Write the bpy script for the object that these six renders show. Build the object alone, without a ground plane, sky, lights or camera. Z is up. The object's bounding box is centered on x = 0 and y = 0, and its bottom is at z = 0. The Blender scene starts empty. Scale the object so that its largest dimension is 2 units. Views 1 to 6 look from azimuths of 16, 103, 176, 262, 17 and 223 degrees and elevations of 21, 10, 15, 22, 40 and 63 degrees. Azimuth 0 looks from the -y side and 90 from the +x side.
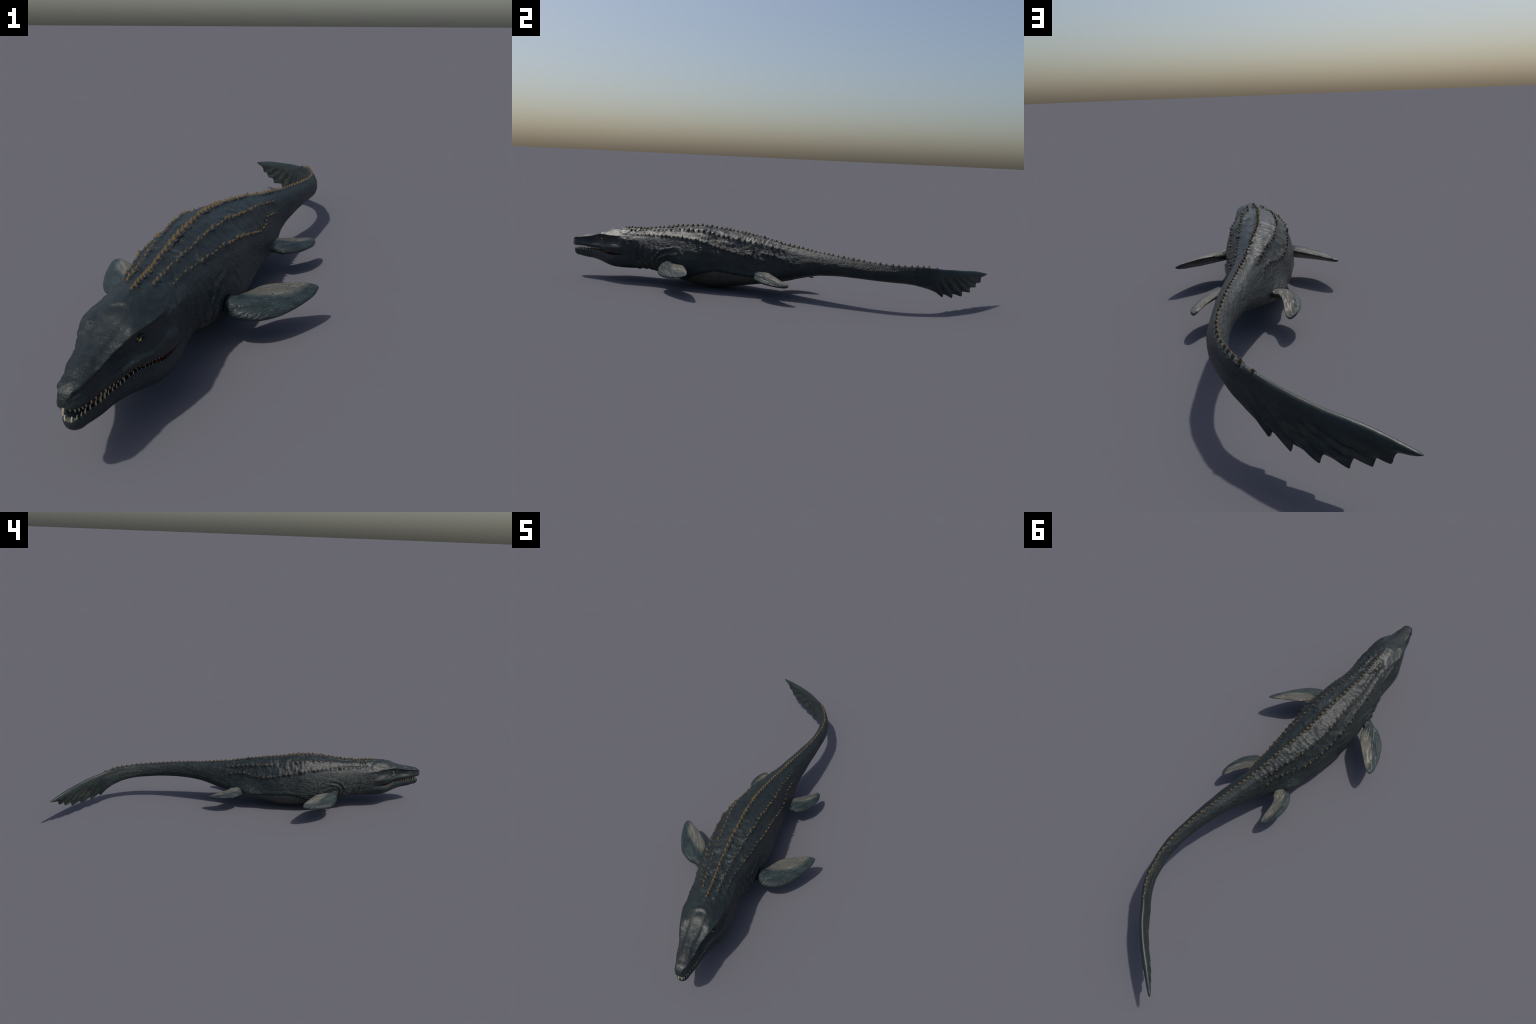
import bpy, math, random
import numpy as np
from mathutils import Vector, Matrix, noise
from mathutils.bvhtree import BVHTree

random.seed(7)
rng = np.random.default_rng(7)

# ------------------------------------------------------------------ helpers
def hermite(K, V, t):
    """smooth curve through (K, V), evaluated at t"""
    K = np.asarray(K, float); V = np.asarray(V, float); t = np.asarray(t, float)
    m = np.gradient(V, K, axis=0)
    i = np.clip(np.searchsorted(K, t, side='right') - 1, 0, len(K) - 2)
    h = K[i + 1] - K[i]
    u = np.clip((t - K[i]) / h, 0, 1)
    if V.ndim > 1:
        sh = u.shape + (1,) * (V.ndim - 1)
        u = u.reshape(sh); h = h.reshape(sh)
    return ((2*u**3 - 3*u**2 + 1) * V[i] + (u**3 - 2*u**2 + u) * h * m[i]
            + (-2*u**3 + 3*u**2) * V[i + 1] + (u**3 - u**2) * h * m[i + 1])

def sstep(a, b, x):
    u = np.clip((np.asarray(x, float) - a) / (b - a), 0, 1)
    return u * u * (3 - 2 * u)

def gauss(x, s):
    return np.exp(-(np.asarray(x) / s) ** 2)

# ------------------------------------------------------------------ body profile
# y, spine x, back height, half width, belly height, height fraction of widest point
PROFILE = np.array([
    (-1.00, .007, .171, .014, .111, .63), (-.96, .007, .194, .031, .095, .65),
    (-.90, .003, .207, .048, .083, .66), (-.84, .001, .2225, .070, .069, .64),
    (-.78, -.001, .2405, .092, .050, .49), (-.72, -.003, .2455, .098, .047, .40),
    (-.66, -.007, .247, .094, .050, .41), (-.60, -.012, .250, .097, .055, .42),
    (-.54, -.015, .2565, .108, .049, .37), (-.48, -.015, .266, .121, .034, .33),
    (-.42, -.013, .274, .125, .021, .34), (-.36, -.011, .2805, .128, .010, .37),
    (-.30, -.010, .282, .127, .003, .39), (-.24, -.008, .278, .120, .0005, .38),
    (-.18, -.0035, .2715, .114, .0075, .38), (-.12, .006, .266, .103, .019, .36),
    (-.06, .017, .259, .091, .032, .29), (0.0, .028, .2495, .079, .044, .22),
    (.06, .039, .238, .066, .056, .22), (.12, .050, .229, .056, .073, .30),
    (.18, .064, .2215, .049, .092, .39), (.24, .079, .2145, .044, .109, .43),
    (.30, .092, .2095, .038, .118, .43), (.36, .104, .2045, .033, .122, .44),
    (.42, .113, .1995, .028, .122, .45), (.48, .120, .1945, .027, .121, .45),
    (.54, .1205, .190, .0255, .119, .43), (.60, .114, .1875, .0225, .117, .40),
    (.65, .0995, .187, .0205, .113, .41), (.70, .080, .185, .0185, .102, .45),
    (.75, .048, .1805, .0165, .083, .55), (.79, .0145, .1755, .0155, .057, .62),
    (.83, -.020, .1715, .0150, .046, .66), (.88, -.0745, .163, .0145, .047, .68),
    (.94, -.1525, .1525, .0125, .077, .66), (1.00, -.2285, .1325, .0045, .127, .5)])
PY = PROFILE[:, 0]
spine_x = lambda y: hermite(PY, PROFILE[:, 1], y)
back_z = lambda y: hermite(PY, PROFILE[:, 2], y)

# trailing edge of the tail fin: a saw of six ray tips and the notches between
FIN_EDGE = np.array([(.745, .0855), (.765, .0745), (.780, .062), (.7905, .0525), (.7945, .066), (.812, .0585), (.8345, .0455),
                     (.8375, .062), (.855, .056), (.8785, .0465), (.8830, .066), (.898, .0625), (.9165, .0585),
                     (.9215, .0795), (.933, .0775), (.9445, .078), (.9485, .098), (.957, .096), (.9655, .0965),
                     (.9705, .117), (.984, .1215), (1.0, .1285)])
FIN_ENV_Y = [.74, .7905, .8345, .8785, .9165, .9445, .9655, 1.0]
FIN_ENV_Z = [.088, .0525, .0455, .0465, .0585, .078, .0965, .1285]

# half sections of the head: crown, mid top, above ridge, canthus ridge, below ridge, eye level,
# cheek, upper lip | lower lip, jaw side, jaw under, chin side, chin
HEAD_Y = [-.965, -.93, -.88, -.84, -.81, -.77, -.72, -.66]
HEAD = np.array([
    [(0, .192), (.010, .1915), (.018, .190), (.0215, .186), (.0220, .178), (.0245, .167), (.0260, .157), (.024, .1475),
     (.0215, .130), (.0235, .118), (.019, .104), (.010, .0965), (0, .0945)],
    [(0, .201), (.014, .2005), (.026, .1965), (.0305, .1915), (.0305, .182), (.033, .170), (.0365, .157), (.034, .1485),
     (.030, .1295), (.033, .1145), (.027, .098), (.013, .0905), (0, .089)],
    [(0, .211), (.018, .2105), (.034, .206), (.0395, .2005), (.0385, .189), (.041, .174), (.048, .157), (.046, .1445),
     (.042, .130), (.045, .114), (.037, .095), (.018, .086), (0, .0845)],
    [(0, .2225), (.024, .2215), (.047, .2175), (.0545, .212), (.0515, .198), (.055, .178), (.0640, .160), (.060, .147),
     (.056, .1355), (.061, .114), (.050, .090), (.025, .078), (0, .0765)],
    [(0, .233), (.028, .2315), (.055, .2235), (.0655, .216), (.061, .201), (.066, .180), (.076, .158), (.073, .143),
     (.068, .132), (.075, .110), (.061, .083), (.031, .069), (0, .067)],
    [(0, .2415), (.030, .239), (.058, .226), (.072, .2145), (.073, .201), (.079, .179), (.087, .158), (.085, .136),
     (.081, .123), (.088, .101), (.073, .074), (.037, .059), (0, .057)],
    [(0, .2455), (.030, .241), (.058, .226), (.074, .2125), (.080, .200), (.086, .180), (.092, .158), (.092, .132),
     (.0905, .127), (.093, .100), (.077, .069), (.040, .057), (0, .055)],
    [(0, .247), (.032, .241), (.060, .224), (.079, .206), (.084, .193), (.088, .177), (.0915, .156), (.093, .132),
     (.093, .132), (.091, .102), (.076, .072), (.039, .057), (0, .0545)]])
HEAD[1:6, 2] = HEAD[1:6, 3] + (-.0042, .0030)      # crisp edge between skull roof and cheek
HEAD[1:6, 4] = HEAD[1:6, 3] + (-.0016, -.0075)
BODY_ANGLE = np.array([0, .13, .24, .32, .38, .45, .53, .61, .61, .71, .82, .92, 1.0]) * math.pi
MOUTH_CORNER = -.668
NU, NL, NM = 44, 38, 14          # points per half: upper outer, lower outer, mouth lining

def rails(y):
    """13 control points (lateral, height) of the half section at every y"""
    y = np.asarray(y, float)
    zt = hermite(PY, PROFILE[:, 2], y); w = hermite(PY, PROFILE[:, 3], y)
    zb = hermite(PY, PROFILE[:, 4], y); f = hermite(PY, PROFILE[:, 5], y)
    fin = sstep(.735, .75, y)
    zb = zb * (1 - fin) + np.interp(y, FIN_EDGE[:, 0], FIN_EDGE[:, 1]) * fin
    zm = zb + (zt - zb) * f
    c, s = np.cos(BODY_ANGLE), np.sin(BODY_ANGLE)
    lat = w[:, None] * np.abs(s)[None] ** .9
    up = (c >= 0)[None]
    z = np.where(up, zm[:, None] + (zt - zm)[:, None] * np.abs(c)[None] ** .95,
                 zm[:, None] - (zm - zb)[:, None] * np.abs(c)[None] ** .95)
    # the fin blade thins towards its lower edge
    blade = sstep(.73, .86, y)[:, None]
    down = np.clip((zm[:, None] - z) / np.maximum(zm - zb, 1e-4)[:, None], 0, 1)
    lat = lat * (1 - blade * .62 * down)
    body = np.stack([lat, z], -1)
    head = hermite(HEAD_Y, HEAD, np.clip(y, HEAD_Y[0], HEAD_Y[-1]))
    k = sstep(-.665, -.575, y)[:, None, None]
    return head * (1 - k) + body * k

def resample(P, n):
    """Catmull-Rom through control points P[s, k, 2], n samples each"""
    k = P.shape[1]
    t = np.linspace(0, k - 1, n)
    i = np.clip(t.astype(int), 0, k - 2); u = (t - i)[None, :, None]
    Q = np.concatenate([2 * P[:, :1] - P[:, 1:2], P, 2 * P[:, -1:] - P[:, -2:-1]], 1)
    a, b, c, d = Q[:, i], Q[:, i + 1], Q[:, i + 2], Q[:, i + 3]
    return .5 * (2*b + (c - a)*u + (2*a - 5*b + 4*c - d)*u**2 + (3*b - a - 3*c + d)*u**3)

def mirror_ends(P, first, last):
    """resample so that the profile crosses the midline level"""
    ext = []
    if first:
        m = P[:, 1:2].copy(); m[..., 0] *= -1; ext.append(m)
    ext.append(P)
    if last:
        m = P[:, -2:-1].copy(); m[..., 0] *= -1; ext.append(m)
    return np.concatenate(ext, 1)

def half_curve(P, n, first, last):
    k = P.shape[1]
    Q = mirror_ends(P, first, last)
    dense = resample(Q, (Q.shape[1] - 1) * 24 + 1)
    a = 24 if first else 0
    dense = dense[:, a:a + (k - 1) * 24 + 1]
    # even spacing mixed with control spacing
    d = np.linalg.norm(np.diff(dense, axis=1), axis=2)
    s = np.concatenate([np.zeros((len(P), 1)), np.cumsum(d, 1)], 1)
    s /= np.maximum(s[:, -1:], 1e-9)
    out = np.empty((len(P), n, 2))
    g = np.linspace(0, 1, n)
    idx = np.linspace(0, 1, dense.shape[1])
    for j in range(len(P)):
        mix = .6 * s[j] + .4 * idx
        out[j, :, 0] = np.interp(g, mix, dense[j, :, 0])
        out[j, :, 1] = np.interp(g, mix, dense[j, :, 1])
    return out

# stations, evenly spaced along the bent spine
yy = np.linspace(-.965, 1.0, 4001)
arc = np.concatenate([[0], np.cumsum(np.hypot(np.diff(yy), np.diff(spine_x(yy))))])
STEP = .0028
ys = np.interp(np.arange(0, arc[-1], STEP), arc, yy)
ys[np.abs(ys - MOUTH_CORNER).argmin()] = MOUTH_CORNER
ys = np.append(ys, 1.0)
ic = int(np.abs(ys - MOUTH_CORNER).argmin())
NCAP = 14
R = rails(ys)
end = np.sqrt(np.clip(1 - ((ys - .992) / .008).clip(0, 1) ** 2, 0, 1))[:, None]
endc = R[:, :, 1].mean(1, keepdims=True)
R[:, :, 0] *= end; R[:, :, 1] = endc + (R[:, :, 1] - endc) * end
upper = half_curve(R[:, :8], NU, True, False)
lower = half_curve(R[:, 8:], NL, False, True)
# close the mouth seam behind its corner
mid = .5 * (upper[:, -1] + lower[:, 0])
close = sstep(MOUTH_CORNER - .06, MOUTH_CORNER, ys)
close[ic:] = 1
upper[:, -1] += (mid - upper[:, -1]) * close[:, None]
lower[:, 0] += (mid - lower[:, 0]) * close[:, None]

# mouth lining: palate from the upper lip inwards, floor from the lower lip inwards
g = np.linspace(0, 1, NM)[None, :]
ul, ll = upper[:, -1], lower[:, 0]
open_in = (1 - sstep(-.835, -.775, ys))[:, None]
mz = .5 * (ul[:, 1] + ll[:, 1])[:, None]
pz_in = mz + ((ul[:, 1:2] - mz) + .001 + .012 * sstep(-.966, -.946, ys)[:, None]) * open_in
fz_in = mz + ((ll[:, 1:2] - mz) + .001 - .013 * sstep(-.966, -.946, ys)[:, None]) * open_in
ramp = sstep(.04, .42, g)
pal = np.stack([ul[:, :1] * (1 - g), ul[:, 1:2] * (1 - ramp) + pz_in * ramp], -1)
flo = np.stack([ll[:, :1] * (1 - g), ll[:, 1:2] * (1 - ramp) + fz_in * ramp], -1)
pal[ic:] = pal[ic:ic + 1]; flo[ic:] = flo[ic:ic + 1]

def cap(arr, zc, tip, n, power):
    """stations in front of the first one: the section shrinks to the tip"""
    y0 = ys[0]; out, oy = [], []
    for j in range(n):
        a = math.pi / 2 * (1 - j / n)
        k = max(math.cos(a), 0.0) ** power
        s = arr[0].copy(); s[:, 0] *= k ** 1.3; s[:, 1] = zc + (s[:, 1] - zc) * k
        out.append(s); oy.append(y0 + (tip - y0) * math.sin(a))
    return np.array(out), np.array(oy)
cu, yu0 = cap(upper, .159, -1.0, NCAP, .85); cp, _ = cap(pal, .159, -1.0, NCAP, .85)
cl, yl0 = cap(lower, .1205, -.993, NCAP, .85); cf, _ = cap(flo, .1205, -.993, NCAP, .85)
upper = np.concatenate([cu, upper]); pal = np.concatenate([cp, pal])
lower = np.concatenate([cl, lower]); flo = np.concatenate([cf, flo])
YU = np.concatenate([yu0, ys]); YL = np.concatenate([yl0, ys])
ic += NCAP
NS = len(YU)

def place(P, Y, side):
    """section coordinates -> world"""
    cx = spine_x(Y); d = (spine_x(Y + 1e-3) - spine_x(Y - 1e-3)) / 2e-3
    n = np.stack([np.ones_like(d), -d], 1); n /= np.linalg.norm(n, axis=1)[:, None]
    lat = P[..., 0] * side
    return np.stack([cx[:, None] + lat * n[:, :1], Y[:, None] + lat * n[:, 1:], P[..., 1]], -1)

verts, grids = [], {}
def add_grid(name, W):
    base = sum(len(v) for v in verts)
    verts.append(W.reshape(-1, 3))
    grids[name] = base + np.arange(W.shape[0] * W.shape[1]).reshape(W.shape[:2])
for sname, sd in (('L', 1), ('R', -1)):
    add_grid('upper' + sname, place(upper, YU, sd)); add_grid('lower' + sname, place(lower, YL, sd))
    add_grid('pal' + sname, place(pal[:ic + 1], YU[:ic + 1], sd)); add_grid('flo' + sname, place(flo[:ic + 1], YL[:ic + 1], sd))
V = np.vstack(verts)
faces, tags = [], []
GUM = {}
for name, G in grids.items():
    part = name[:-1]; sd = name[-1]
    a, b, c, d = G[:-1, :-1], G[:-1, 1:], G[1:, 1:], G[1:, :-1]
    q = np.stack([a, b, c, d], -1)
    flip = (sd == 'L') ^ (part == 'flo')
    if part in ('upper', 'pal'):
        q = q if flip else q[..., ::-1]
    else:
        q = q if (sd == 'L') ^ (part == 'flo') else q[..., ::-1]
    faces.append(q.reshape(-1, 4))
    st = np.repeat(np.arange(G.shape[0] - 1), G.shape[1] - 1)
    cols = np.tile(np.arange(G.shape[1] - 1), G.shape[0] - 1)
    for s_, c_ in zip(st.tolist(), cols.tolist()):
        lip = c_ < 2 and YU[s_] < -.80
        tipz = part == 'flo' and YL[s_] < -.945 or part == 'pal' and YU[s_] < -.972
        tags.append((part, int(s_), bool(lip or tipz)))
faces = np.vstack(faces)
# merge coincident vertices
key = np.round(V * 2e5).astype(np.int64)
_, first, inv = np.unique(key, axis=0, return_index=True, return_inverse=True)
inv = inv.reshape(-1)
V = V[first]; faces = inv[faces]
good, gtags, seen = [], [], set()
for f, t in zip(faces.tolist(), tags):
    u = list(dict.fromkeys(f))
    k_ = frozenset(u)
    if len(u) >= 3 and k_ not in seen:
        seen.add(k_); good.append(u); gtags.append(t)

# ------------------------------------------------------------------ surface relief
def lateral(P):
    d = (spine_x(P[:, 1] + 1e-3) - spine_x(P[:, 1] - 1e-3)) / 2e-3
    return (P[:, 0] - spine_x(P[:, 1])) / np.sqrt(1 + d * d) * 1.0

ROW_IN = ([-.70, -.60, -.50, -.40, -.30, -.20, -.10, .0, .06, .11], [.030, .034, .046, .052, .061, .063, .058, .043, .037, .031])
ROW_OUT = ([-.66, -.60, -.50, -.40, -.30, -.20, -.10, -.04, .0, .05, .10], [.058, .061, .077, .091, .100, .101, .096, .080, .066, .056, .050])
ROW_IN_Z = ([-.70, -.60, -.50, -.40, -.30, -.20, -.10, .0, .06, .11], [.243, .246, .256, .268, .267, .254, .242, .230, .218, .208])
ROW_OUT_Z = ([-.66, -.60, -.50, -.40, -.30, -.20, -.10, -.04, .0, .05, .10], [.226, .230, .232, .233, .223, .205, .182, .182, .193, .188, .172])

me0 = bpy.data.meshes.new('tmp'); me0.from_pydata(V.tolist(), [], good); me0.update()
N = np.empty(len(V) * 3); me0.vertex_normals.foreach_get('vector', N); N = N.reshape(-1, 3)
bpy.data.meshes.remove(me0)
lat = lateral(V); al = np.abs(lat); X, Y, Zc = V[:, 0], V[:, 1], V[:, 2]
used_mouth = np.zeros(len(V), bool)
for f, t in zip(good, gtags):
    if t[0] in ('pal', 'flo'):
        used_mouth[f] = True

def nz(P, scale, off=0.0):
    return np.array([noise.noise((p[0] * scale[0] + off, p[1] * scale[1] + off, p[2] * scale[2] - off)) for p in P])

D = np.zeros(len(V))
trunk = sstep(-.72, -.64, Y) * (1 - sstep(.70, .78, Y))
# keel under the midline spines
keel = (sstep(-.76, -.70, Y) * (1 - sstep(.74, .80, Y))) * (N[:, 2] > .2)
D += .0028 * gauss(al, .0085) * keel - .0014 * gauss(al - .017, .008) * keel
# ridges carrying the lateral rows, hollows between them
back = sstep(-.70, -.64, Y) * (1 - sstep(.08, .13, Y)) * (Zc > .12)
ri = np.interp(Y, *ROW_IN); ro = np.interp(Y, *ROW_OUT); roz = np.interp(Y, *ROW_OUT_Z)
dout = np.hypot(al - ro, Zc - roz)
D += back * (.0022 * gauss(al - ri, .007) + .0026 * gauss(dout, .008))
D -= back * .0016 * gauss(al - .5 * (ri + ro), .012) * (Zc > .17)
# lumps and cross ribs on the back
n1 = nz(V, (38, 30, 38)); n2 = nz(V, (95, 60, 95), 3.1); n3 = nz(V, (20, 110, 20), 7.7)
above = sstep(-.004, .012, Zc - roz + .01) * sstep(-.72, -.6, Y) * (1 - sstep(.06, .16, Y))
D += above * (.0026 * n1 + .0018 * n2 + .0012 * n3)
# slack skin on flanks
n4 = nz(V, (30, 18, 60), 11.0)
D += trunk * .0012 * n4
# neck folds: upright wrinkles on throat and side of the neck
wob = .018 * nz(V, (8, 8, 14), 5.0)
neck = sstep(-.665, -.62, Y) * (1 - sstep(-.52, -.47, Y)) * (1 - sstep(.15, .21, Zc))
D += neck * (.0012 + .0022 * np.clip(n1 + .4, 0, 1)) * np.sin((Y + 1.4 * wob + .22 * (Zc - .1)) * 2 * math.pi / .030)
# rings of skin round the fore flippers, a pocket at the root
soft = nz(V, (16, 16, 16), 21.0)
for rx_, ry_, rz_, r0, amp in ((1, -.447, .100, .043, .0050), (-1, -.447, .100, .043, .0050)):
    sidem = (np.sign(lat) == rx_)
    rr = np.hypot((Y - ry_) * .90, (Zc - rz_) * 1.0) + .016 * soft
    upm = sstep(-.02, .03, Zc - rz_ + .8 * np.maximum(ry_ - Y, 0))
    frontm = .35 + .65 * sstep(.045, -.035, Y - ry_)
    ring = np.cos((rr - r0 - .012) / (.026 + .010 * np.clip(n4, -.5, .5)) * 2 * math.pi) * sstep(r0 - .006, r0 + .008, rr) * (1 - sstep(r0 + .025, r0 + .070, rr))
    D += sidem * amp * ring * upm * frontm * (.7 + .6 * soft)
    D -= sidem * amp * 1.3 * gauss(np.hypot((Y - ry_) * .95, Zc - rz_), r0 * .8)
# fuller hips over the hind flippers
for sd_, hy, hz, amp in ((1, .03, .094, .006), (-1, -.003, .090, .021)):
    D += (np.sign(lat) == sd_) * amp * gauss((Y - hy), .066) * gauss(Zc - hz, .036) * np.clip(1.3 * np.hypot(N[:, 0], N[:, 1]) - .3, 0, 1) ** 2
# belly fold
bz = np.interp(Y, [-.45, -.36, -.29, -.22, -.13, -.05, .03], [.02, .045, .077, .095, .085, .080, .090])
bm = sstep(-.44, -.36, Y) * (1 - sstep(-.02, .06, Y))
D += bm * (.0030 * gauss(Zc - bz - .010, .009) - .0028 * gauss(Zc - bz, .005))
# head
head = 1 - sstep(-.70, -.64, Y)
eye_y, eye_z = -.818, .1945
ed = np.hypot(Y - eye_y, (Zc - eye_z))
hs = head * (np.abs(N[:, 0]) > .25)
D -= hs * .0045 * gauss(ed, .0125)
D += hs * .0022 * gauss(ed - .020, .004) * (Zc < eye_z + .008)
D -= hs * .0055 * gauss(np.hypot((Y + .882) / 2.4, Zc - .176), .0125)
D += hs * .0016 * gauss(Zc - .158 - .06 * (Y + .9), .006) * (1 - sstep(-.86, -.80, Y))
D -= hs * .0040 * gauss(np.hypot((Y + .752) / 2.0, Zc - .190), .015)
D += hs * .0040 * gauss(np.hypot((Y + .735) / 2.2, Zc - .158 + .25 * (Y + .735)), .013)
D += head * .0040 * gauss(np.hypot(Y + .826, al - .045), .013) * (N[:, 2] > .3)
D += head * .0036 * gauss(np.hypot((Y + .796) * .9, al) - .019, .0085) * sstep(-.792, -.774, Y) * (N[:, 2] > .3)
D += head * .0020 * gauss(al, .006) * sstep(-.775, -.755, Y) * (1 - sstep(-.72, -.70, Y)) * (N[:, 2] > .3)
D += head * .0014 * gauss(np.hypot((Y + .806) * 1.0, lat), .013) * (N[:, 2] > .3)
D += head * .0020 * gauss(np.hypot((Y + .945) / 2.6, lat), .0085) * (N[:, 2] > .3)
D -= head * .0026 * gauss(al - .022 - .12 * (Y + .9), .008) * sstep(-.95, -.90, Y) * (1 - sstep(-.82, -.78, Y)) * (N[:, 2] > .5)
D += head * .0020 * gauss(np.hypot(al - np.interp(Y, HEAD_Y, HEAD[:, 3, 0]), Zc - np.interp(Y, HEAD_Y, HEAD[:, 3, 1])), .0045) * (.5 + 1.6 * np.clip(nz(V, (60, 95, 60), 2.0), -.4, .6)) * (1 - sstep(-.84, -.80, Y))
nostril = np.sqrt((Y + .986) ** 2 + (al - .0145) ** 2 + (Zc - .1765) ** 2)
D -= head * .0042 * gauss(nostril, .0042)
D += head * .0005 * gauss(nostril - .008, .003)
D += head * (N[:, 2] > .3) * (.0006 * n2 + .0006 * n1) * sstep(-.96, -.90, Y)
D += sstep(-.78, -.70, Y) * (1 - sstep(-.66, -.58, Y)) * (Zc > .19) * (.0022 * n1 + .0022 * n2 + .001 * n3)
# knuckles of gum along the lower lip
lipd = Zc - np.interp(Y, HEAD_Y, HEAD[:, 8, 1])
D += (Y < -.79) * .0010 * gauss(lipd + .006, .005) * np.cos(Y * 2 * math.pi / .0125)
# tail fin rays
envz = np.interp(Y, FIN_ENV_Y, FIN_ENV_Z)
yb = Y + .85 * np.maximum(Zc - envz, 0)
ph = np.interp(yb, [.70, .79, .8345, .8785, .9165, .9445, .9655, 1.0], [-1, 0, 1, 2, 3, 4, 5, 6])
tot = np.maximum(np.interp(Y, PY, PROFILE[:, 2]) - envz, 1e-3)
low = 1 - sstep(.45, .92, (Zc - envz) / tot)
ray = (np.cos(ph * 2 * math.pi) * .5 + .5) ** 1.6 - .4
wave = np.sin(ph * 2 * math.pi + .6)
finm = sstep(.755, .80, Y) * (1 - sstep(.97, 1.0, Y)) * low
D += finm * .0020 * ray * (1 + .8 * n4)
LATERAL = []
for side in (1, -1):
    for (ry, rl), (_, rz), y0, y1, sc, gap in ((ROW_IN, ROW_IN_Z, -.682, .102, 1.0, .0238), (ROW_OUT, ROW_OUT_Z, -.640, .098, .90, .0240)):
        y = y0 + (0 if side > 0 else .004)
        while y < y1:
            grow = np.interp(y, [-.69, -.66, -.62, -.56, -.48, -.30, -.10, .02, .11], [1.15, .80, .72, .66, .95, 1.05, .92, .82, .62])
            d_ = float(spine_x(y + 1e-3) - spine_x(y - 1e-3)) / 2e-3
            nn = Vector((1, -d_, 0)).normalized()
            q = Vector((float(spine_x(y)), y, 0)) + nn * (float(np.interp(y, ry, rl)) + random.uniform(-.0025, .0025)) * side
            q.z = float(np.interp(y, ry, rz))
            LATERAL.append((q, .0088 * sc * float(grow) * random.uniform(.72, 1.25), y))
            y += gap * float(np.interp(y, [-.69, -.52, -.40, .1], [.86, .95, 1.05, 1.1])) * random.uniform(.84, 1.16)
for q, sz, y in LATERAL:
    near = np.where(np.abs(Y - q.y) < .03)[0]
    dd = np.linalg.norm(V[near] - np.array(q), axis=1)
    D[near] += .36 * sz * gauss(dd, sz * 1.05)
D[used_mouth] = 0
V = V + N * D[:, None]
# the whole blade ripples a little, both faces together
d = (spine_x(Y + 1e-3) - spine_x(Y - 1e-3)) / 2e-3
V[:, 0] += finm * .0022 * wave / np.sqrt(1 + d * d); V[:, 1] -= finm * .0022 * wave * d / np.sqrt(1 + d * d)

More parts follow.
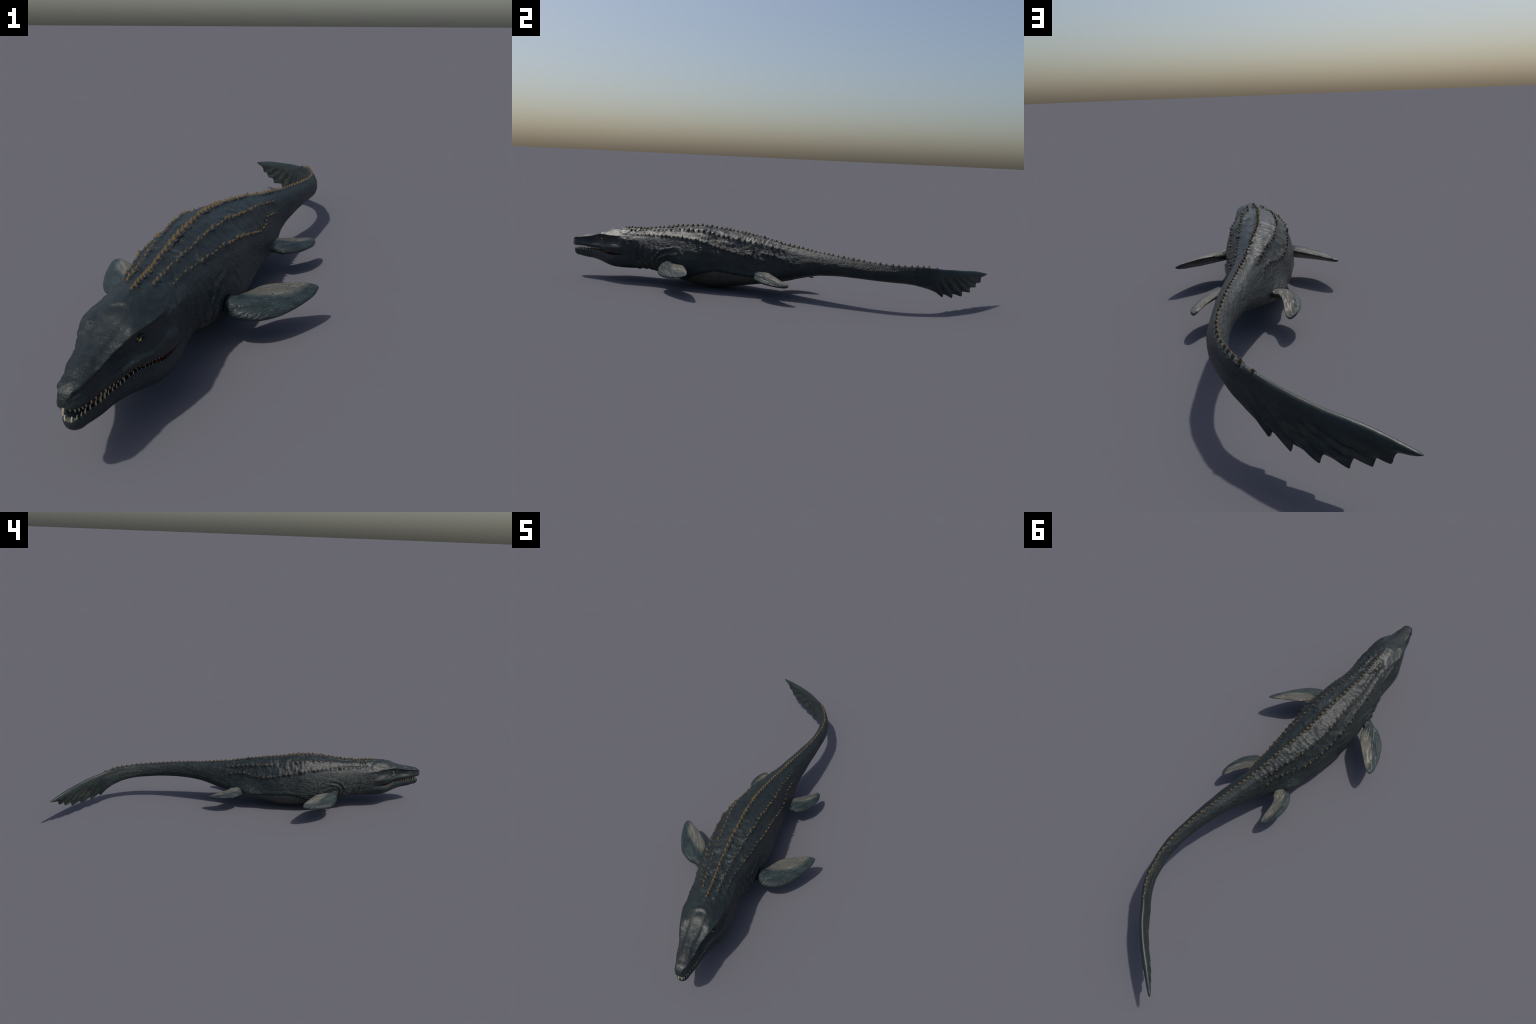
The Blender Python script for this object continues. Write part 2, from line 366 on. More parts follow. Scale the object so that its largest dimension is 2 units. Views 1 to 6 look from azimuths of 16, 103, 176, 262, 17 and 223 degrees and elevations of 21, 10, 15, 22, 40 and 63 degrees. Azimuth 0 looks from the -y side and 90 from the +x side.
# ------------------------------------------------------------------ node helpers
class Nodes:
    def __init__(self, name):
        self.mat = bpy.data.materials.new(name); self.mat.use_nodes = True
        self.t = self.mat.node_tree; self.n = self.t.nodes
        self.bsdf = self.n['Principled BSDF']; self.out = self.n['Material Output']
        self.co = self.n.new('ShaderNodeTexCoord').outputs['Object']
    def link(self, a, b):
        if hasattr(a, 'links'):
            self.t.links.new(a, b)
        else:
            b.default_value = a
    def math(self, op, a, b=None, c=None, clamp=False):
        m = self.n.new('ShaderNodeMath'); m.operation = op; m.use_clamp = clamp
        self.link(a, m.inputs[0])
        if b is not None: self.link(b, m.inputs[1])
        if c is not None: self.link(c, m.inputs[2])
        return m.outputs[0]
    def mapping(self, scale=(1, 1, 1), rot=(0, 0, 0), loc=(0, 0, 0), src=None):
        m = self.n.new('ShaderNodeMapping'); self.link(src or self.co, m.inputs['Vector'])
        m.inputs['Scale'].default_value = scale; m.inputs['Rotation'].default_value = rot; m.inputs['Location'].default_value = loc
        return m.outputs[0]
    def noise(self, vec, scale, detail=4, rough=.55, dist=0.0):
        m = self.n.new('ShaderNodeTexNoise'); self.link(vec, m.inputs['Vector'])
        m.inputs['Scale'].default_value = scale; m.inputs['Detail'].default_value = detail
        m.inputs['Roughness'].default_value = rough; m.inputs['Distortion'].default_value = dist
        return m.outputs['Fac']
    def voronoi(self, vec, scale, feature='F1', rand=1.0):
        m = self.n.new('ShaderNodeTexVoronoi'); m.feature = feature; self.link(vec, m.inputs['Vector'])
        m.inputs['Scale'].default_value = scale; m.inputs['Randomness'].default_value = rand
        return m.outputs['Distance']
    def noise_vec(self, vec, scale, amount):
        n = self.n.new('ShaderNodeTexNoise'); self.link(vec, n.inputs['Vector']); n.inputs['Scale'].default_value = scale
        m = self.n.new('ShaderNodeVectorMath'); m.operation = 'MULTIPLY_ADD'
        self.link(n.outputs['Color'], m.inputs[0]); m.inputs[1].default_value = (amount,) * 3; self.link(vec, m.inputs[2])
        return m.outputs[0]
    def vmath(self, op, a, b):
        m = self.n.new('ShaderNodeVectorMath'); m.operation = op
        for v, k in ((a, 0), (b, 1)):
            if isinstance(v, tuple): m.inputs[k].default_value = v
            else: self.link(v, m.inputs[k])
        return m.outputs['Value'] if op in ('DOT_PRODUCT', 'LENGTH') else m.outputs[0]
    def slit(self, a, b, width):
        """1 inside a thin tapering cut from a to b"""
        ab = tuple(q - p for p, q in zip(a, b)); l2 = sum(q * q for q in ab)
        pa = self.vmath('SUBTRACT', self.co, a)
        t = self.math('DIVIDE', self.vmath('DOT_PRODUCT', pa, ab), l2, clamp=True)
        c = self.n.new('ShaderNodeVectorMath'); c.operation = 'SCALE'; c.inputs[0].default_value = ab; self.link(t, c.inputs['Scale'])
        d = self.vmath('SUBTRACT', pa, c.outputs[0])
        d = self.vmath('LENGTH', d, (0, 0, 0))
        taper = self.math('MULTIPLY', self.math('MULTIPLY', t, self.math('SUBTRACT', 1.0, t)), 4 * width)
        return self.range(self.math('SUBTRACT', d, taper), .0010, -.0008)
    def ramp(self, fac, stops, interp='LINEAR'):
        m = self.n.new('ShaderNodeValToRGB'); m.color_ramp.interpolation = interp; e = m.color_ramp.elements
        for i, (p, c) in enumerate(stops):
            if i > 1: e.new(p)
        for i, (p, c) in enumerate(stops):
            e[i].position = p; e[i].color = (c, c, c, 1) if not isinstance(c, tuple) else (*c, 1)
        self.link(fac, m.inputs[0])
        return m.outputs['Color']
    def range(self, v, a, b, c=0.0, d=1.0, smooth=True):
        m = self.n.new('ShaderNodeMapRange'); m.interpolation_type = 'SMOOTHSTEP' if smooth else 'LINEAR'
        self.link(v, m.inputs['Value'])
        for k, x in (('From Min', a), ('From Max', b), ('To Min', c), ('To Max', d)):
            m.inputs[k].default_value = x
        return m.outputs['Result']
    def mix(self, fac, a, b, mode='MIX'):
        m = self.n.new('ShaderNodeMix'); m.data_type = 'RGBA'; m.blend_type = mode
        self.link(fac, m.inputs[0])
        for v, s in ((a, m.inputs[6]), (b, m.inputs[7])):
            if isinstance(v, tuple): s.default_value = (*v, 1)
            else: self.link(v, s)
        return m.outputs[2]
    def xyz(self, src=None):
        m = self.n.new('ShaderNodeSeparateXYZ'); self.link(src or self.co, m.inputs[0])
        return m.outputs
    def bump(self, height, strength, distance, normal=None):
        m = self.n.new('ShaderNodeBump'); self.link(height, m.inputs['Height'])
        self.link(strength, m.inputs['Strength']); m.inputs['Distance'].default_value = distance
        if normal is not None: self.link(normal, m.inputs['Normal'])
        return m.outputs[0]
    def set(self, **k):
        for a, b in k.items():
            self.link(b, self.bsdf.inputs[a.replace('_', ' ')])

# ------------------------------------------------------------------ materials
def curve_of_y(m, y, pts, lo=-1.0, hi=1.0, scale=.3):
    """height as a function of y, through a grey ramp"""
    yn = m.range(y, lo, hi, smooth=False)
    r = m.ramp(yn, [((p - lo) / (hi - lo), v / scale) for p, v in pts])
    return m.math('MULTIPLY', r, scale)

def skin_material():
    m = Nodes('skin')
    x, y, z = m.xyz()
    big = m.noise(m.co, 9, 5, .6)
    mid = m.noise(m.co, 42, 5, .6, .4)
    fine = m.noise(m.co, 210, 3, .6)
    col = m.mix(m.range(big, .38, .66), (.0105, .0145, .0152), (.0145, .0218, .0215))
    col = m.mix(m.math('MULTIPLY', m.range(mid, .5, .72), .6), col, (.024, .034, .0335))
    # teal flush low on flank and on the jaws
    flank = m.math('MULTIPLY', m.range(z, .20, .12), m.range(m.noise(m.co, 14, 4), .35, .65))
    col = m.mix(m.math('MULTIPLY', flank, .6), col, (.019, .034, .035))
    # streaks that run down over the back
    streak = m.noise(m.mapping((30, 160, 30)), 1.0, 4, .6)
    bk = m.math('MULTIPLY', m.range(z, .17, .21), m.math('MULTIPLY', m.range(y, -.74, -.62), m.range(y, .2, .08)))
    col = m.mix(m.math('MULTIPLY', bk, m.range(streak, .45, .75, 0, .55)), col, (.032, .041, .042))
    # pale belly
    edge = curve_of_y(m, y, [(-1, .0), (-.50, .025), (-.36, .045), (-.29, .077), (-.22, .095), (-.13, .085), (-.05, .080), (.02, .089), (.10, .088), (.26, .125), (.38, .127), (.62, .125), (.72, .108)])
    wob = m.math('MULTIPLY_ADD', m.noise(m.co, 22, 3), .016, -.008)
    bel = m.range(m.math('SUBTRACT', m.math('ADD', edge, wob), z), -.003, .006)
    bel = m.math('MULTIPLY', bel, m.range(y, .76, .70))
    bel = m.math('MULTIPLY', bel, m.range(y, -.52, -.44))
    belc = m.mix(m.range(mid, .35, .7), (.058, .057, .047), (.088, .085, .068))
    col = m.mix(bel, col, belc)
    # throat: pale bands between folds
    thr = m.math('MULTIPLY', m.range(z, .135, .085), m.math('MULTIPLY', m.range(y, -.665, -.63), m.range(y, -.48, -.53)))
    band = m.range(m.noise(m.mapping((12, 75, 12)), 1.0, 3, .5), .38, .62)
    col = m.mix(m.math('MULTIPLY', thr, m.math('MULTIPLY_ADD', band, .6, .25)), col, (.085, .075, .062))
    # fin membrane: olive between the rays
    fin = m.math('MULTIPLY', m.range(y, .76, .86), m.range(m.noise(m.mapping((22, 22, 40), (0.6, 0, 0)), 1.0, 4, .55, .5), .42, .62))
    fin = m.math('MULTIPLY', fin, m.range(m.math('ADD', z, m.math('MULTIPLY', y, .25)), .375, .325))
    col = m.mix(m.math('MULTIPLY', fin, .75), col, (.055, .057, .044))
    col = m.mix(m.range(fine, .55, .8, 0, .22), col, (.05, .058, .058))
    col = m.mix(m.range(fine, .45, .25, 0, .35), col, (.009, .012, .015))
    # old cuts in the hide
    cuts = None
    for a_, b_, w_ in (((.1045, -.2926, .1727), (.1015, -.2473, .1689), .0042), ((.1010, .1045, .1851), (.1000, .1423, .1349), .0030),
                       ((-.1235, -.2926, .1727), (-.1200, -.2473, .1689), .0042), ((-.0040, .1220, .1840), (-.0010, .1340, .1730), .0035),
                       ((.006, -.276, .2825), (.037, -.272, .267), .0016)):
        a_, b_ = (tuple(hide.find_nearest(Vector(q))[0]) for q in (a_, b_))
        k = m.slit(a_, b_, w_)
        cuts = k if cuts is None else m.math('MAXIMUM', cuts, k)
    col = m.mix(cuts, col, (.005, .006, .007))
    rough = m.math('MULTIPLY_ADD', fine, .20, m.math('MULTIPLY_ADD', mid, .18, .17))
    rough = m.math('ADD', rough, m.math('MULTIPLY', m.range(y, .0, .2), .09))
    rough = m.math('SUBTRACT', rough, m.math('MULTIPLY', bk, .03))
    rough = m.math('ADD', rough, m.range(y, -.62, -.70, 0, .05))
    m.set(Base_Color=col, Roughness=rough)
    m.bsdf.inputs['Specular IOR Level'].default_value = .40
    # grain: long wrinkles on flanks, pebbled tail, rough back
    smooth_head = m.range(y, -.74, -.64, .55, 1.0)
    wr = m.noise(m.mapping((42, 36, 105), (.45, 0, 0)), 1.0, 5, .62, .5)
    wr = m.range(m.math('ABSOLUTE', m.math('SUBTRACT', wr, .5)), .0, .14)
    w_amt = m.math('MULTIPLY', smooth_head, m.math('MULTIPLY', m.range(z, .235, .17, .25, .8), m.range(y, .80, .72, .0, 1.0)))
    nrm = m.bump(wr, w_amt, .0016)
    peb = m.voronoi(m.mapping((1, 1, 1)), 190, 'F1')
    p_amt = m.math('MULTIPLY', m.range(y, .16, .34), m.range(y, .80, .70))
    nrm = m.bump(m.math('SUBTRACT', 1.0, peb), m.math('MULTIPLY', p_amt, .65), .0014, nrm)
    kn = m.voronoi(m.noise_vec(m.co, 60, .006), 120, 'SMOOTH_F1')
    nrm = m.bump(m.math('SUBTRACT', 1.0, kn), m.math('MULTIPLY_ADD', bk, .22, .10), .0022, nrm)
    b2 = m.noise(m.mapping((95, 130, 95)), 1.0, 5, .70, .5)
    nrm = m.bump(b2, m.math('MULTIPLY_ADD', bk, .55, .12), .0026, nrm)
    nrm = m.bump(m.math('SUBTRACT', 1.0, cuts), .8, .004, nrm)
    hd = m.noise(m.mapping((70, 45, 70), (0, 0, .5)), 1.0, 6, .68, .6)
    nrm = m.bump(hd, m.math('MULTIPLY', m.range(y, -.60, -.68), .55), .0022, nrm)
    nrm = m.bump(m.noise(m.co, 420, 3, .6), .30, .0008, nrm)
    m.set(Normal=nrm)
    return m.mat

def mouth_material():
    m = Nodes('mouth_flesh')
    n = m.noise(m.co, 60, 4, .6)
    m.set(Base_Color=m.mix(m.range(n, .35, .65), (.075, .031, .024), (.155, .064, .048)), Roughness=.42)
    m.set(Normal=m.bump(m.noise(m.co, 160, 3), .5, .001))
    return m.mat

def tooth_material():
    m = Nodes('tooth_enamel')
    x, y, z = m.xyz()
    m.set(Base_Color=m.mix(m.range(z, .0, .7), (.25, .165, .07), (.42, .37, .24)), Roughness=.3)
    return m.mat

def spine_material():
    m = Nodes('horn')
    x, y, z = m.xyz()
    inf = m.n.new('ShaderNodeObjectInfo')
    n = m.noise(m.mapping((3.5, 3.5, .8)), 1.0, 4, .6)
    c = m.mix(m.range(n, .35, .65), (.080, .050, .014), (.225, .142, .038))
    c = m.mix(m.range(inf.outputs['Random'], 0, 1, 0, .45, False), c, (.115, .080, .040))
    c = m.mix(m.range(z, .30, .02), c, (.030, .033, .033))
    c = m.mix(m.math('MULTIPLY', m.range(z, .7, 1.1), .35), c, (.26, .17, .07))
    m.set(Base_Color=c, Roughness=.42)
    m.set(Normal=m.bump(m.noise(m.mapping((9, 9, 1.4)), 1.0, 3, .6), .5, .12))
    return m.mat

def eye_material():
    m = Nodes('eye')
    x, y, z = m.xyz()
    r = m.math('SQRT', m.math('ADD', m.math('POWER', m.math('MULTIPLY', y, 3.4), 2.0), m.math('POWER', z, 2.0)))
    c = m.mix(m.range(m.noise(m.co, 3, 3), .3, .7), (.36, .32, .015), (.48, .45, .04))
    c = m.mix(m.range(r, .17, .12), c, (.006, .006, .005))
    m.set(Base_Color=c, Roughness=.12)
    return m.mat

def flipper_material(q2, q1, q0):
    m = Nodes('flipper_skin')
    x, y, z = m.xyz()              # x along the span (0..1), y across the chord (leading edge positive), z thickness
    n = m.noise(m.mapping((3, 12, 12)), 1.0, 5, .6, .6)
    fan = m.noise(m.mapping((2.4, 19, 6), (0, 0, -.22)), 1.0, 4, .55, 1.3)
    # dark teal leading half, pale trailing half, dark tip
    bound = m.math('MULTIPLY_ADD', m.math('MULTIPLY_ADD', x, q2, q1), x, q0)
    bound = m.math('MULTIPLY_ADD', n, .08, m.math('SUBTRACT', bound, .04))
    pale = m.range(m.math('SUBTRACT', bound, y), -.035, .07)
    pale = m.math('MULTIPLY', pale, m.range(x, 1.02, .86))
    teal = m.mix(m.range(n, .35, .65), (.0165, .0265, .028), (.030, .047, .048))
    pal = m.mix(m.range(fan, .35, .65), (.080, .080, .066), (.135, .132, .109))
    c = m.mix(pale, teal, pal)
    c = m.mix(m.range(x, .90, 1.04), c, (.03, .044, .044))
    m.set(Base_Color=c, Roughness=m.math('MULTIPLY_ADD', n, .16, .28))
    rid = m.range(m.math('ABSOLUTE', m.math('SUBTRACT', fan, .5)), 0, .10)
    nrm = m.bump(rid, .45, .018)
    nrm = m.bump(m.noise(m.mapping((22, 46, 30)), 1.0, 4, .65), .28, .010, nrm)
    m.set(Normal=nrm)
    return m.mat

hide = BVHTree.FromPolygons([Vector(v) for v in V], good)
SKIN, MOUTH, TOOTH, HORN, EYE = skin_material(), mouth_material(), tooth_material(), spine_material(), eye_material()

# ------------------------------------------------------------------ scene objects
root = bpy.data.objects.new('mosasaur', None)
root['label'] = 'dark blue-green sea reptile with rows of ochre spines'
root['category'] = 'marine reptile'
bpy.context.scene.collection.objects.link(root)
def obj(name, mesh, parent, mats=()):
    o = bpy.data.objects.new(name, mesh)
    bpy.context.scene.collection.objects.link(o)
    o.parent = parent
    for mm in mats:
        if mm.name not in [q.name for q in mesh.materials if q]:
            mesh.materials.append(mm)
    return o

# body: one smooth surface, then parted by region
whole = bpy.data.meshes.new('whole'); whole.from_pydata(V.tolist(), [], good); whole.update()
whole.polygons.foreach_set('use_smooth', [True] * len(whole.polygons))
whole.set_sharp_from_angle(angle=math.radians(62))
ln = np.empty(len(whole.loops) * 3); whole.corner_normals.foreach_get('vector', ln); ln = ln.reshape(-1, 3)
bvh = BVHTree.FromPolygons([Vector(v) for v in V], good)

def region(t, ymean):
    part, s, lip = t
    if part in ('pal', 'flo'):
        return 'mouth_lining' if not lip else 'head' if part == 'pal' else 'lower_jaw'
    if ymean < -.665: return 'head' if part == 'upper' else 'lower_jaw'
    if ymean < -.50: return 'neck'
    if ymean < .06: return 'torso'
    if ymean < .745: return 'tail'
    return 'tail_fin'
groups = {}
for p, t in zip(whole.polygons, gtags):
    yv = float(V[list(p.vertices), 1].mean())
    if t[0] in ('upper', 'lower'):
        s = t[1]; yv = .5 * float(YU[s] + YU[s + 1])
    groups.setdefault(region(t, yv), []).append(p.index)
body_parts = {}
for name in ('head', 'lower_jaw', 'mouth_lining', 'neck', 'torso', 'tail', 'tail_fin'):
    idx = groups[name]; remap, vs, fs, nl = {}, [], [], []
    for i in idx:
        p = whole.polygons[i]; f = []
        for li, vi in zip(p.loop_indices, p.vertices):
            if vi not in remap:
                remap[vi] = len(vs); vs.append(V[vi])
            f.append(remap[vi]); nl.append(ln[li])
        fs.append(f)
    me = bpy.data.meshes.new(name); me.from_pydata([tuple(v) for v in vs], [], fs); me.update()
    me.polygons.foreach_set('use_smooth', [True] * len(fs))
    me.normals_split_custom_set([tuple(v) for v in nl])
    par = body_parts['head'] if name == 'mouth_lining' else root
    body_parts[name] = obj(name, me, par, [MOUTH if name == 'mouth_lining' else SKIN])
bpy.data.meshes.remove(whole)

# ------------------------------------------------------------------ tongue
def loft(name, rings, close_ends=True):
    n = len(rings[0]); vs = [tuple(p) for r in rings for p in r]; fs = []
    for i in range(len(rings) - 1):
        for j in range(n):
            k = (j + 1) % n
            fs.append((i*n + j, i*n + k, (i+1)*n + k, (i+1)*n + j))
    if close_ends:
        fs.append(tuple(range(n))[::-1]); fs.append(tuple((len(rings)-1)*n + j for j in range(n)))
    me = bpy.data.meshes.new(name); me.from_pydata(vs, [], fs); me.update()
    me.polygons.foreach_set('use_smooth', [True] * len(fs))
    return me
rings = []
for i in range(29):
    t = i / 28; y = -.957 + .185 * t
    tip_ = min(1, math.sqrt(max(1 - (1 - min(t / .18, 1)) ** 2, 0)) + .02)
    w = (float(hermite(HEAD_Y, HEAD[:, 8, 0], np.array([y]))[0]) - .0085) * tip_
    h = .0075 * tip_
    zc = .1225 + .0075 * float(sstep(0, .5, t)) + .002 * math.sin(t * 9)
    rings.append([(float(spine_x(y)) + w * math.cos(a), y, zc + h * math.sin(a) - .0016 * gauss(math.cos(a), .3) * (math.sin(a) > 0))
                  for a in np.linspace(0, 2 * math.pi, 25)[:-1]])
obj('tongue', loft('tongue', rings), body_parts['lower_jaw'], [MOUTH])

# ------------------------------------------------------------------ teeth
def tooth_mesh():
    rings = []
    for i in range(9):
        t = i / 8
        r = (1 - t) ** .48 * .50 * (1 - .12 * math.sin(math.pi * t)) + .015
        rings.append([(r * math.cos(a), r * .9 * math.sin(a) + .38 * t * t, t * 2.35 - .35) for a in np.linspace(0, 2*math.pi, 11)[:-1]])
    return loft('tooth', rings)
TM = tooth_mesh(); TM.materials.append(TOOTH)
lip_y = YU[NCAP:ic]
for jaw, sgn in (('upper', -1), ('lower', 1)):
    par = body_parts['head'] if jaw == 'upper' else body_parts['lower_jaw']
    for side in (1, -1):
        k = 0
        y = -.9960 if jaw == 'upper' else -.9905
        while y < -.775:
            t = (y + .985) / .21
            L = (.0056 if jaw == 'lower' else .0052) * (1 - .62 * sstep(.25, .85, t)) * random.uniform(.8, 1.12)
            if y < -.965:
                a = (-.965 - y) / (.035 if jaw == 'upper' else .028)
                kk = math.sqrt(max(1 - a * a, .004)); row = HEAD[0]
                p, zc_, pw = (row[7], .159, .85) if jaw == 'upper' else (row[8], .1205, .85)
                lt, z = p[0] * kk ** (1.3 * pw), zc_ + (p[1] - zc_) * kk ** pw
                L *= .82
            else:
                row = hermite(HEAD_Y, HEAD, np.array([y]))[0]; p = row[7] if jaw == 'upper' else row[8]
                lt, z = p
            lt = max(lt - .0018, .0036)
            o = obj('tooth', TM, par)
            o.location = (float(spine_x(max(y, -1.0))) + side * lt, y, float(z) - sgn * .0012)
            rot = Matrix.Rotation(random.uniform(-.12, .12), 3, 'X') @ Matrix.Rotation(side * (.12 if jaw == 'lower' else -.10), 3, 'Y')
            if jaw == 'upper':
                rot = rot @ Matrix.Diagonal((1, 1, -1))
            o.matrix_basis = Matrix.Translation(o.location) @ rot.to_4x4() @ Matrix.Diagonal((L, L, L, 1))
            y += (.0062 if y < -.984 else .0085 if y < -.972 else .0130 * (1 - .30 * t)) * random.uniform(.88, 1.12); k += 1

# ------------------------------------------------------------------ eyes
bm_eye = []
for side in (1, -1):
    rr = .0078
    rings = []
    for i in range(17):
        ph_ = math.pi * i / 16
        rings.append([(math.cos(ph_) * side, math.sin(ph_) * math.cos(a) + 1e-4 * math.cos(a), math.sin(ph_) * math.sin(a) + 1e-4 * math.sin(a))
                      for a in np.linspace(0, 2*math.pi, 25)[:-1]])
    me = loft('eye', rings)
    o = obj('eye', me, body_parts['head'], [EYE])
    hit = bvh.ray_cast(Vector((float(spine_x(eye_y)) + side * .2, eye_y, eye_z)), Vector((-side, 0, 0)))
    loc = hit[0] if hit[0] else Vector((side * .055, eye_y, eye_z))
    o.matrix_basis = Matrix.Translation(loc - Vector((side * .0030, 0, 0))) @ Matrix.Rotation(side * .35, 4, 'Z') @ Matrix.Diagonal((rr, rr, rr * .8, 1))
    # lids: a heavy upper fold and a thinner lower one
    for up in (1, -1):
        pts = []
        for i in range(13):
            t = -1 + 2 * i / 12
            yy_ = eye_y + .001 + t * .0100
            zz_ = eye_z + up * (.0052 if up > 0 else .0046) * (1 - t * t) + (.0025 if up > 0 else 0.0) * t + .0004
            pts.append((yy_, zz_))
        rings = []
        for i, (yy_, zz_) in enumerate(pts):
            t = -1 + 2 * i / 12
            h = bvh.ray_cast(Vector((float(spine_x(yy_)) + side * .2, yy_, zz_)), Vector((-side, 0, 0)))
            xx_ = (h[0].x if h[0] else side * .055) + side * .0012
            if abs(t) < .75: xx_ += side * .0012 * (1 - t * t)
            r = (.0024 if up > 0 else .0016) * (1 - .65 * t * t)
            rings.append([(xx_ + r * math.cos(a), yy_, zz_ + r * math.sin(a)) for a in np.linspace(0, 2*math.pi, 11)[:-1]])
        obj('eyelid', loft('eyelid', rings), body_parts['head'], [SKIN])

# ------------------------------------------------------------------ spines
def spine_mesh(name, keel):
    """fluted thorn leaning back (+y), z up, about 1 wide"""
    rings = []; nseg = 20
    for i in range(12):
        t = i / 11
        flare = .78 * max(0, 1 - t / .24) ** 2
        prof = (1 - t) ** .62 * .54 * (1 - .12 * t) + .02
        ring = []
        for j in range(nseg):
            a = 2 * math.pi * j / nseg
            flute = 1 + .10 * math.cos(5 * a) * (1 - t) * min(t / .15, 1)
            r = (prof * flute + flare * .42)
            ring.append((r * math.cos(a), r * keel * math.sin(a) + .42 * t ** 1.5, t * 1.16 - .18))
        rings.append(ring)
    me = loft(name, rings); me.materials.append(HORN)
    return me
MID, SIDE = spine_mesh('dorsal_spine', 1.5), spine_mesh('lateral_spine', 1.15)

def tangent(y):
    d = float(spine_x(y + 1e-3) - spine_x(y - 1e-3)) / 2e-3
    return Vector((d, 1, 0)).normalized()

def set_spine(mesh, name, p, nrm, y, size, hgt):
    par = body_parts['neck'] if y < -.50 else body_parts['torso'] if y < .06 else body_parts['tail'] if y < .745 else body_parts['tail_fin']
    if y < -.665: par = body_parts['head']
    o = obj(name, mesh, par)
    tg = tangent(y); zz = nrm.normalized(); yv = (tg - zz * tg.dot(zz)).normalized(); xv = yv.cross(zz)
    M = Matrix((xv, yv, zz)).transposed()
    M = M @ Matrix.Rotation(random.uniform(-.2, .2), 3, 'Z') @ Matrix.Rotation(random.uniform(-.10, .10), 3, 'Y')
    o.matrix_basis = Matrix.Translation(p) @ M.to_4x4() @ Matrix.Diagonal((size, size * random.uniform(.9, 1.1), hgt, 1))

# midline row, spacing and size as they change along the back
y = -.722
SP_Y, SP_D = [-.72, -.66, -.60, -.45, -.30, -.12, .05, .25, .45, .62, .72, .76], [.0150, .0150, .021, .0262, .0250, .0180, .0215, .0210, .0235, .0250, .0250, .035]
SZ_Y, SZ = [-.72, -.67, -.62, -.50, -.33, -.20, -.08, .05, .25, .48, .58, .66, .72, .76], [.0085, .0072, .0105, .0105, .0118, .0105, .0090, .0094, .0084, .0084, .0092, .0108, .0102, .0096]
while y < .772:
    if y > .735: y = .757
    s = float(np.interp(y, SZ_Y, SZ)) * 1.08 * random.uniform(.82, 1.16)
    p, nrm, _, _ = bvh.ray_cast(Vector((float(spine_x(y)), y, .5)), Vector((0, 0, -1)))
    set_spine(MID, 'dorsal_spine', p - Vector((0, 0, .0006)), Vector((nrm.x * .3, nrm.y, nrm.z)), y, s * .95, s * .98)
    if y == .757: break
    y += float(np.interp(y, SP_Y, SP_D)) * random.uniform(.88, 1.12)

for q, sz, y in LATERAL:
    p, nrm, _, _ = bvh.find_nearest(q)
    set_spine(SIDE, 'lateral_spine', p - nrm * .0004, nrm + Vector((0, 0, .25)), y, sz, sz * .92)

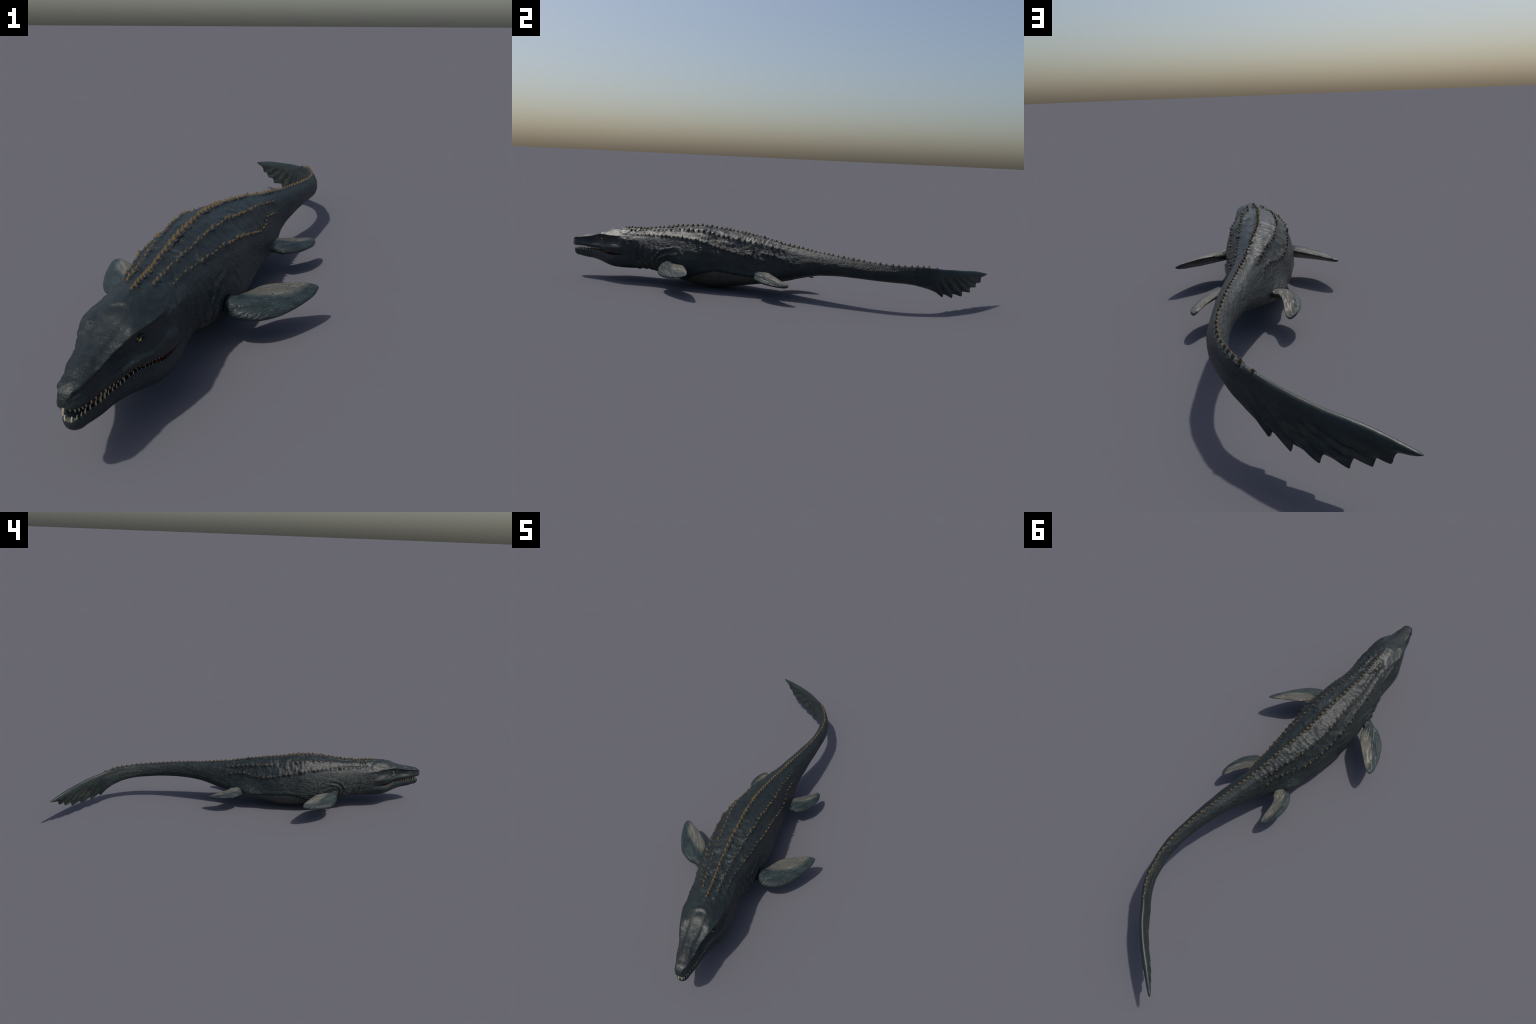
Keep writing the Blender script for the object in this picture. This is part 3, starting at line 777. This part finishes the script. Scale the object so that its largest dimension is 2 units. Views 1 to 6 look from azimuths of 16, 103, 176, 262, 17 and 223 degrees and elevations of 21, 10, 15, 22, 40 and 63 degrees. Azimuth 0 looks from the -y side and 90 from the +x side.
# ------------------------------------------------------------------ flippers
CHORD_T = np.array([0, .2, .4, .6, .8, .93, 1.0])
def flipper(name, base, ctrl, tip, az0, el0, az1, el1, half, thick, inset, pale_edge=(-1.0, -.5, .0, .0, -.2), trim=0.0, bent=False):
    base, ctrl, tip = (np.array(v) for v in (base, ctrl, tip))
    T = np.concatenate([np.linspace(inset, 0, 8)[:-1], np.linspace(0, .9, 60), .9 + .1 * np.sin(np.linspace(0, math.pi/2, 22))[1:]])
    tt = T[:, None]
    c = (1 - tt)**2 * base + 2 * tt * (1 - tt) * ctrl + tt * tt * tip
    az, el = az0 + (az1 - az0) * np.clip(T, 0, 1), el0 + (el1 - el0) * np.clip(T, 0, 1)
    ch = np.stack([np.cos(el)*np.cos(az), np.cos(el)*np.sin(az), np.sin(el)], -1)
    nn = np.cross(((tip - base) / np.linalg.norm(tip - base))[None], ch); nn /= np.linalg.norm(nn, axis=1)[:, None]
    if bent:
        tan = np.gradient(c, T, axis=0); tan /= np.linalg.norm(tan, axis=1)[:, None]
        ch = ch - (ch * tan).sum(1)[:, None] * tan; ch /= np.linalg.norm(ch, axis=1)[:, None]
        nn = np.cross(tan, ch)
    nn *= np.sign(nn[:, 2:3])
    hc = np.abs(hermite(CHORD_T, np.array(half), np.clip(T, 0, 1)))
    hc *= 1 - .35 * sstep(0.06, -.12, T)
    th = np.abs(hermite(np.array([0, .5, 1.]), np.array(thick), np.clip(T, 0, 1)))
    end = np.sqrt(np.clip(1 - ((np.clip(T, .93, 1) - .93) / .07) ** 2, 0, 1)); hc = hc * (.25 + .75 * end) * np.where(T >= 1, .1, 1); th = th * (.15 + .85 * end)
    nseg = 56
    A = np.linspace(0, 2*math.pi, nseg + 1)[:-1]
    ca = np.sign(np.cos(A)) * np.abs(np.cos(A)) ** .92
    cas = ca[None] * np.where(ca[None] < 0, 1 - trim * (1 - sstep(.02, .42, T))[:, None], 1)
    # thicker towards the leading edge, thin trailing edge
    tk = np.sin(A) * (1 + .28 * np.cos(A))
    P = c[:, None] + ch[:, None] * (hc[:, None] * cas)[..., None] + nn[:, None] * (th[:, None] * tk[None])[..., None]
    # longitudinal folds on the skin
    u = (ca[None] * .5 + .5) * np.ones((len(T), 1))
    wv = np.zeros(P.shape[:2])
    for i in range(len(T)):
        for j in range(nseg):
            q = Vector((T[i] * 3.2, u[i, j] * 9 + T[i] * 1.2, math.sin(A[j]) * .8 + base[0] * 30))
            wv[i, j] = noise.noise(q) * .6 + noise.noise(q * 2.3) * .4
    wv *= (1 - np.abs(ca[None]) ** 6) * sstep(-.2, .1, T)[:, None] * (1 - sstep(.85, 1, T))[:, None]
    P = P + nn[:, None] * (wv * .0022 * np.sign(np.sin(A))[None])[..., None]
    # local frame: x span, y chord towards the leading edge, z up; unit is the span
    sp = tip - base; L = np.linalg.norm(sp); ex = sp / L
    ey = ch[30] - ex * (ch[30] @ ex); ey /= np.linalg.norm(ey)
    ez = np.cross(ex, ey)
    if ez[2] < 0: ez = -ez
    M = np.stack([ex, ey, ez], 1) * L
    loc = (P - base) @ np.linalg.inv(M).T
    me = loft(name, [r for r in loc])
    import bmesh
    b = bmesh.new(); b.from_mesh(me); bmesh.ops.recalc_face_normals(b, faces=b.faces); 
    b.to_mesh(me); b.free()
    me.polygons.foreach_set('use_smooth', [True] * len(me.polygons))
    # edge between the dark leading part and the pale trailing part
    tb = np.linspace(0, .95, 30); ub = np.interp(tb, [0, .15, .4, .7, .95], pale_edge)
    pb = np.array([[np.interp(q, T, loc[:, 0, k] * (1 + u_) / 2 + loc[:, nseg // 2, k] * (1 - u_) / 2) for k in range(2)] for q, u_ in zip(tb, ub)])
    q2, q1, q0 = np.polyfit(pb[:, 0], pb[:, 1], 2)
    o = obj(name, me, root, [flipper_material(float(q2), float(q1), float(q0))])
    W = Matrix.Identity(4)
    for i in range(3):
        for j in range(3): W[i][j] = float(M[i, j])
        W[i][3] = float(base[i])
    # mirrored frames keep a clean rotation and scale
    if np.linalg.det(M) < 0:
        for v in me.vertices: v.co.z *= -1
        for i in range(3): W[i][2] *= -1
        me.flip_normals()
    o.matrix_basis = W
    return o

flipper('fore_flipper', (.124, -.445, .100), (.176, -.432, .092), (.304, -.288, .104), -1.66, -.22, -.73, -.63,
        (.039, .0485, .056, .0515, .036, .0212, .009), (.0209, .0160, .0055), -.2)
flipper('fore_flipper', (-.162, -.447, .097), (-.219, -.399, .098), (-.2965, -.265, .103), -1.30, -.16, -2.19, -.33,
        (.0345, .0462, .0528, .0465, .0338, .0200, .010), (.0235, .0170, .0068), -.30, (-.9, -.35, .0, .0, -.2), bent=True)
flipper('hind_flipper', (.126, .002, .096), (.197, .055, .087), (.2115, .143, .076), -1.04, -.32, -.60, -.30,
        (.039, .0375, .036, .0295, .0235, .0150, .008), (.0145, .0095, .0062), -.28, (-.3, -.1, .05, .05, -.1))
flipper('hind_flipper', (-.059, .054, .096), (-.114, .086, .098), (-.0765, .2085, .070), -2.08, -.32, -2.99, -.07,
        (.0395, .0370, .0363, .0332, .0262, .0160, .0082), (.0205, .0095, .0062), -.22, (.2, .2, .15, .1, -.1))

# ------------------------------------------------------------------ rest on the ground
bpy.context.view_layer.update()
low = min(float((o.matrix_world @ v.co).z) for o in body_parts.values() for v in o.data.vertices)
print('lowest', low)
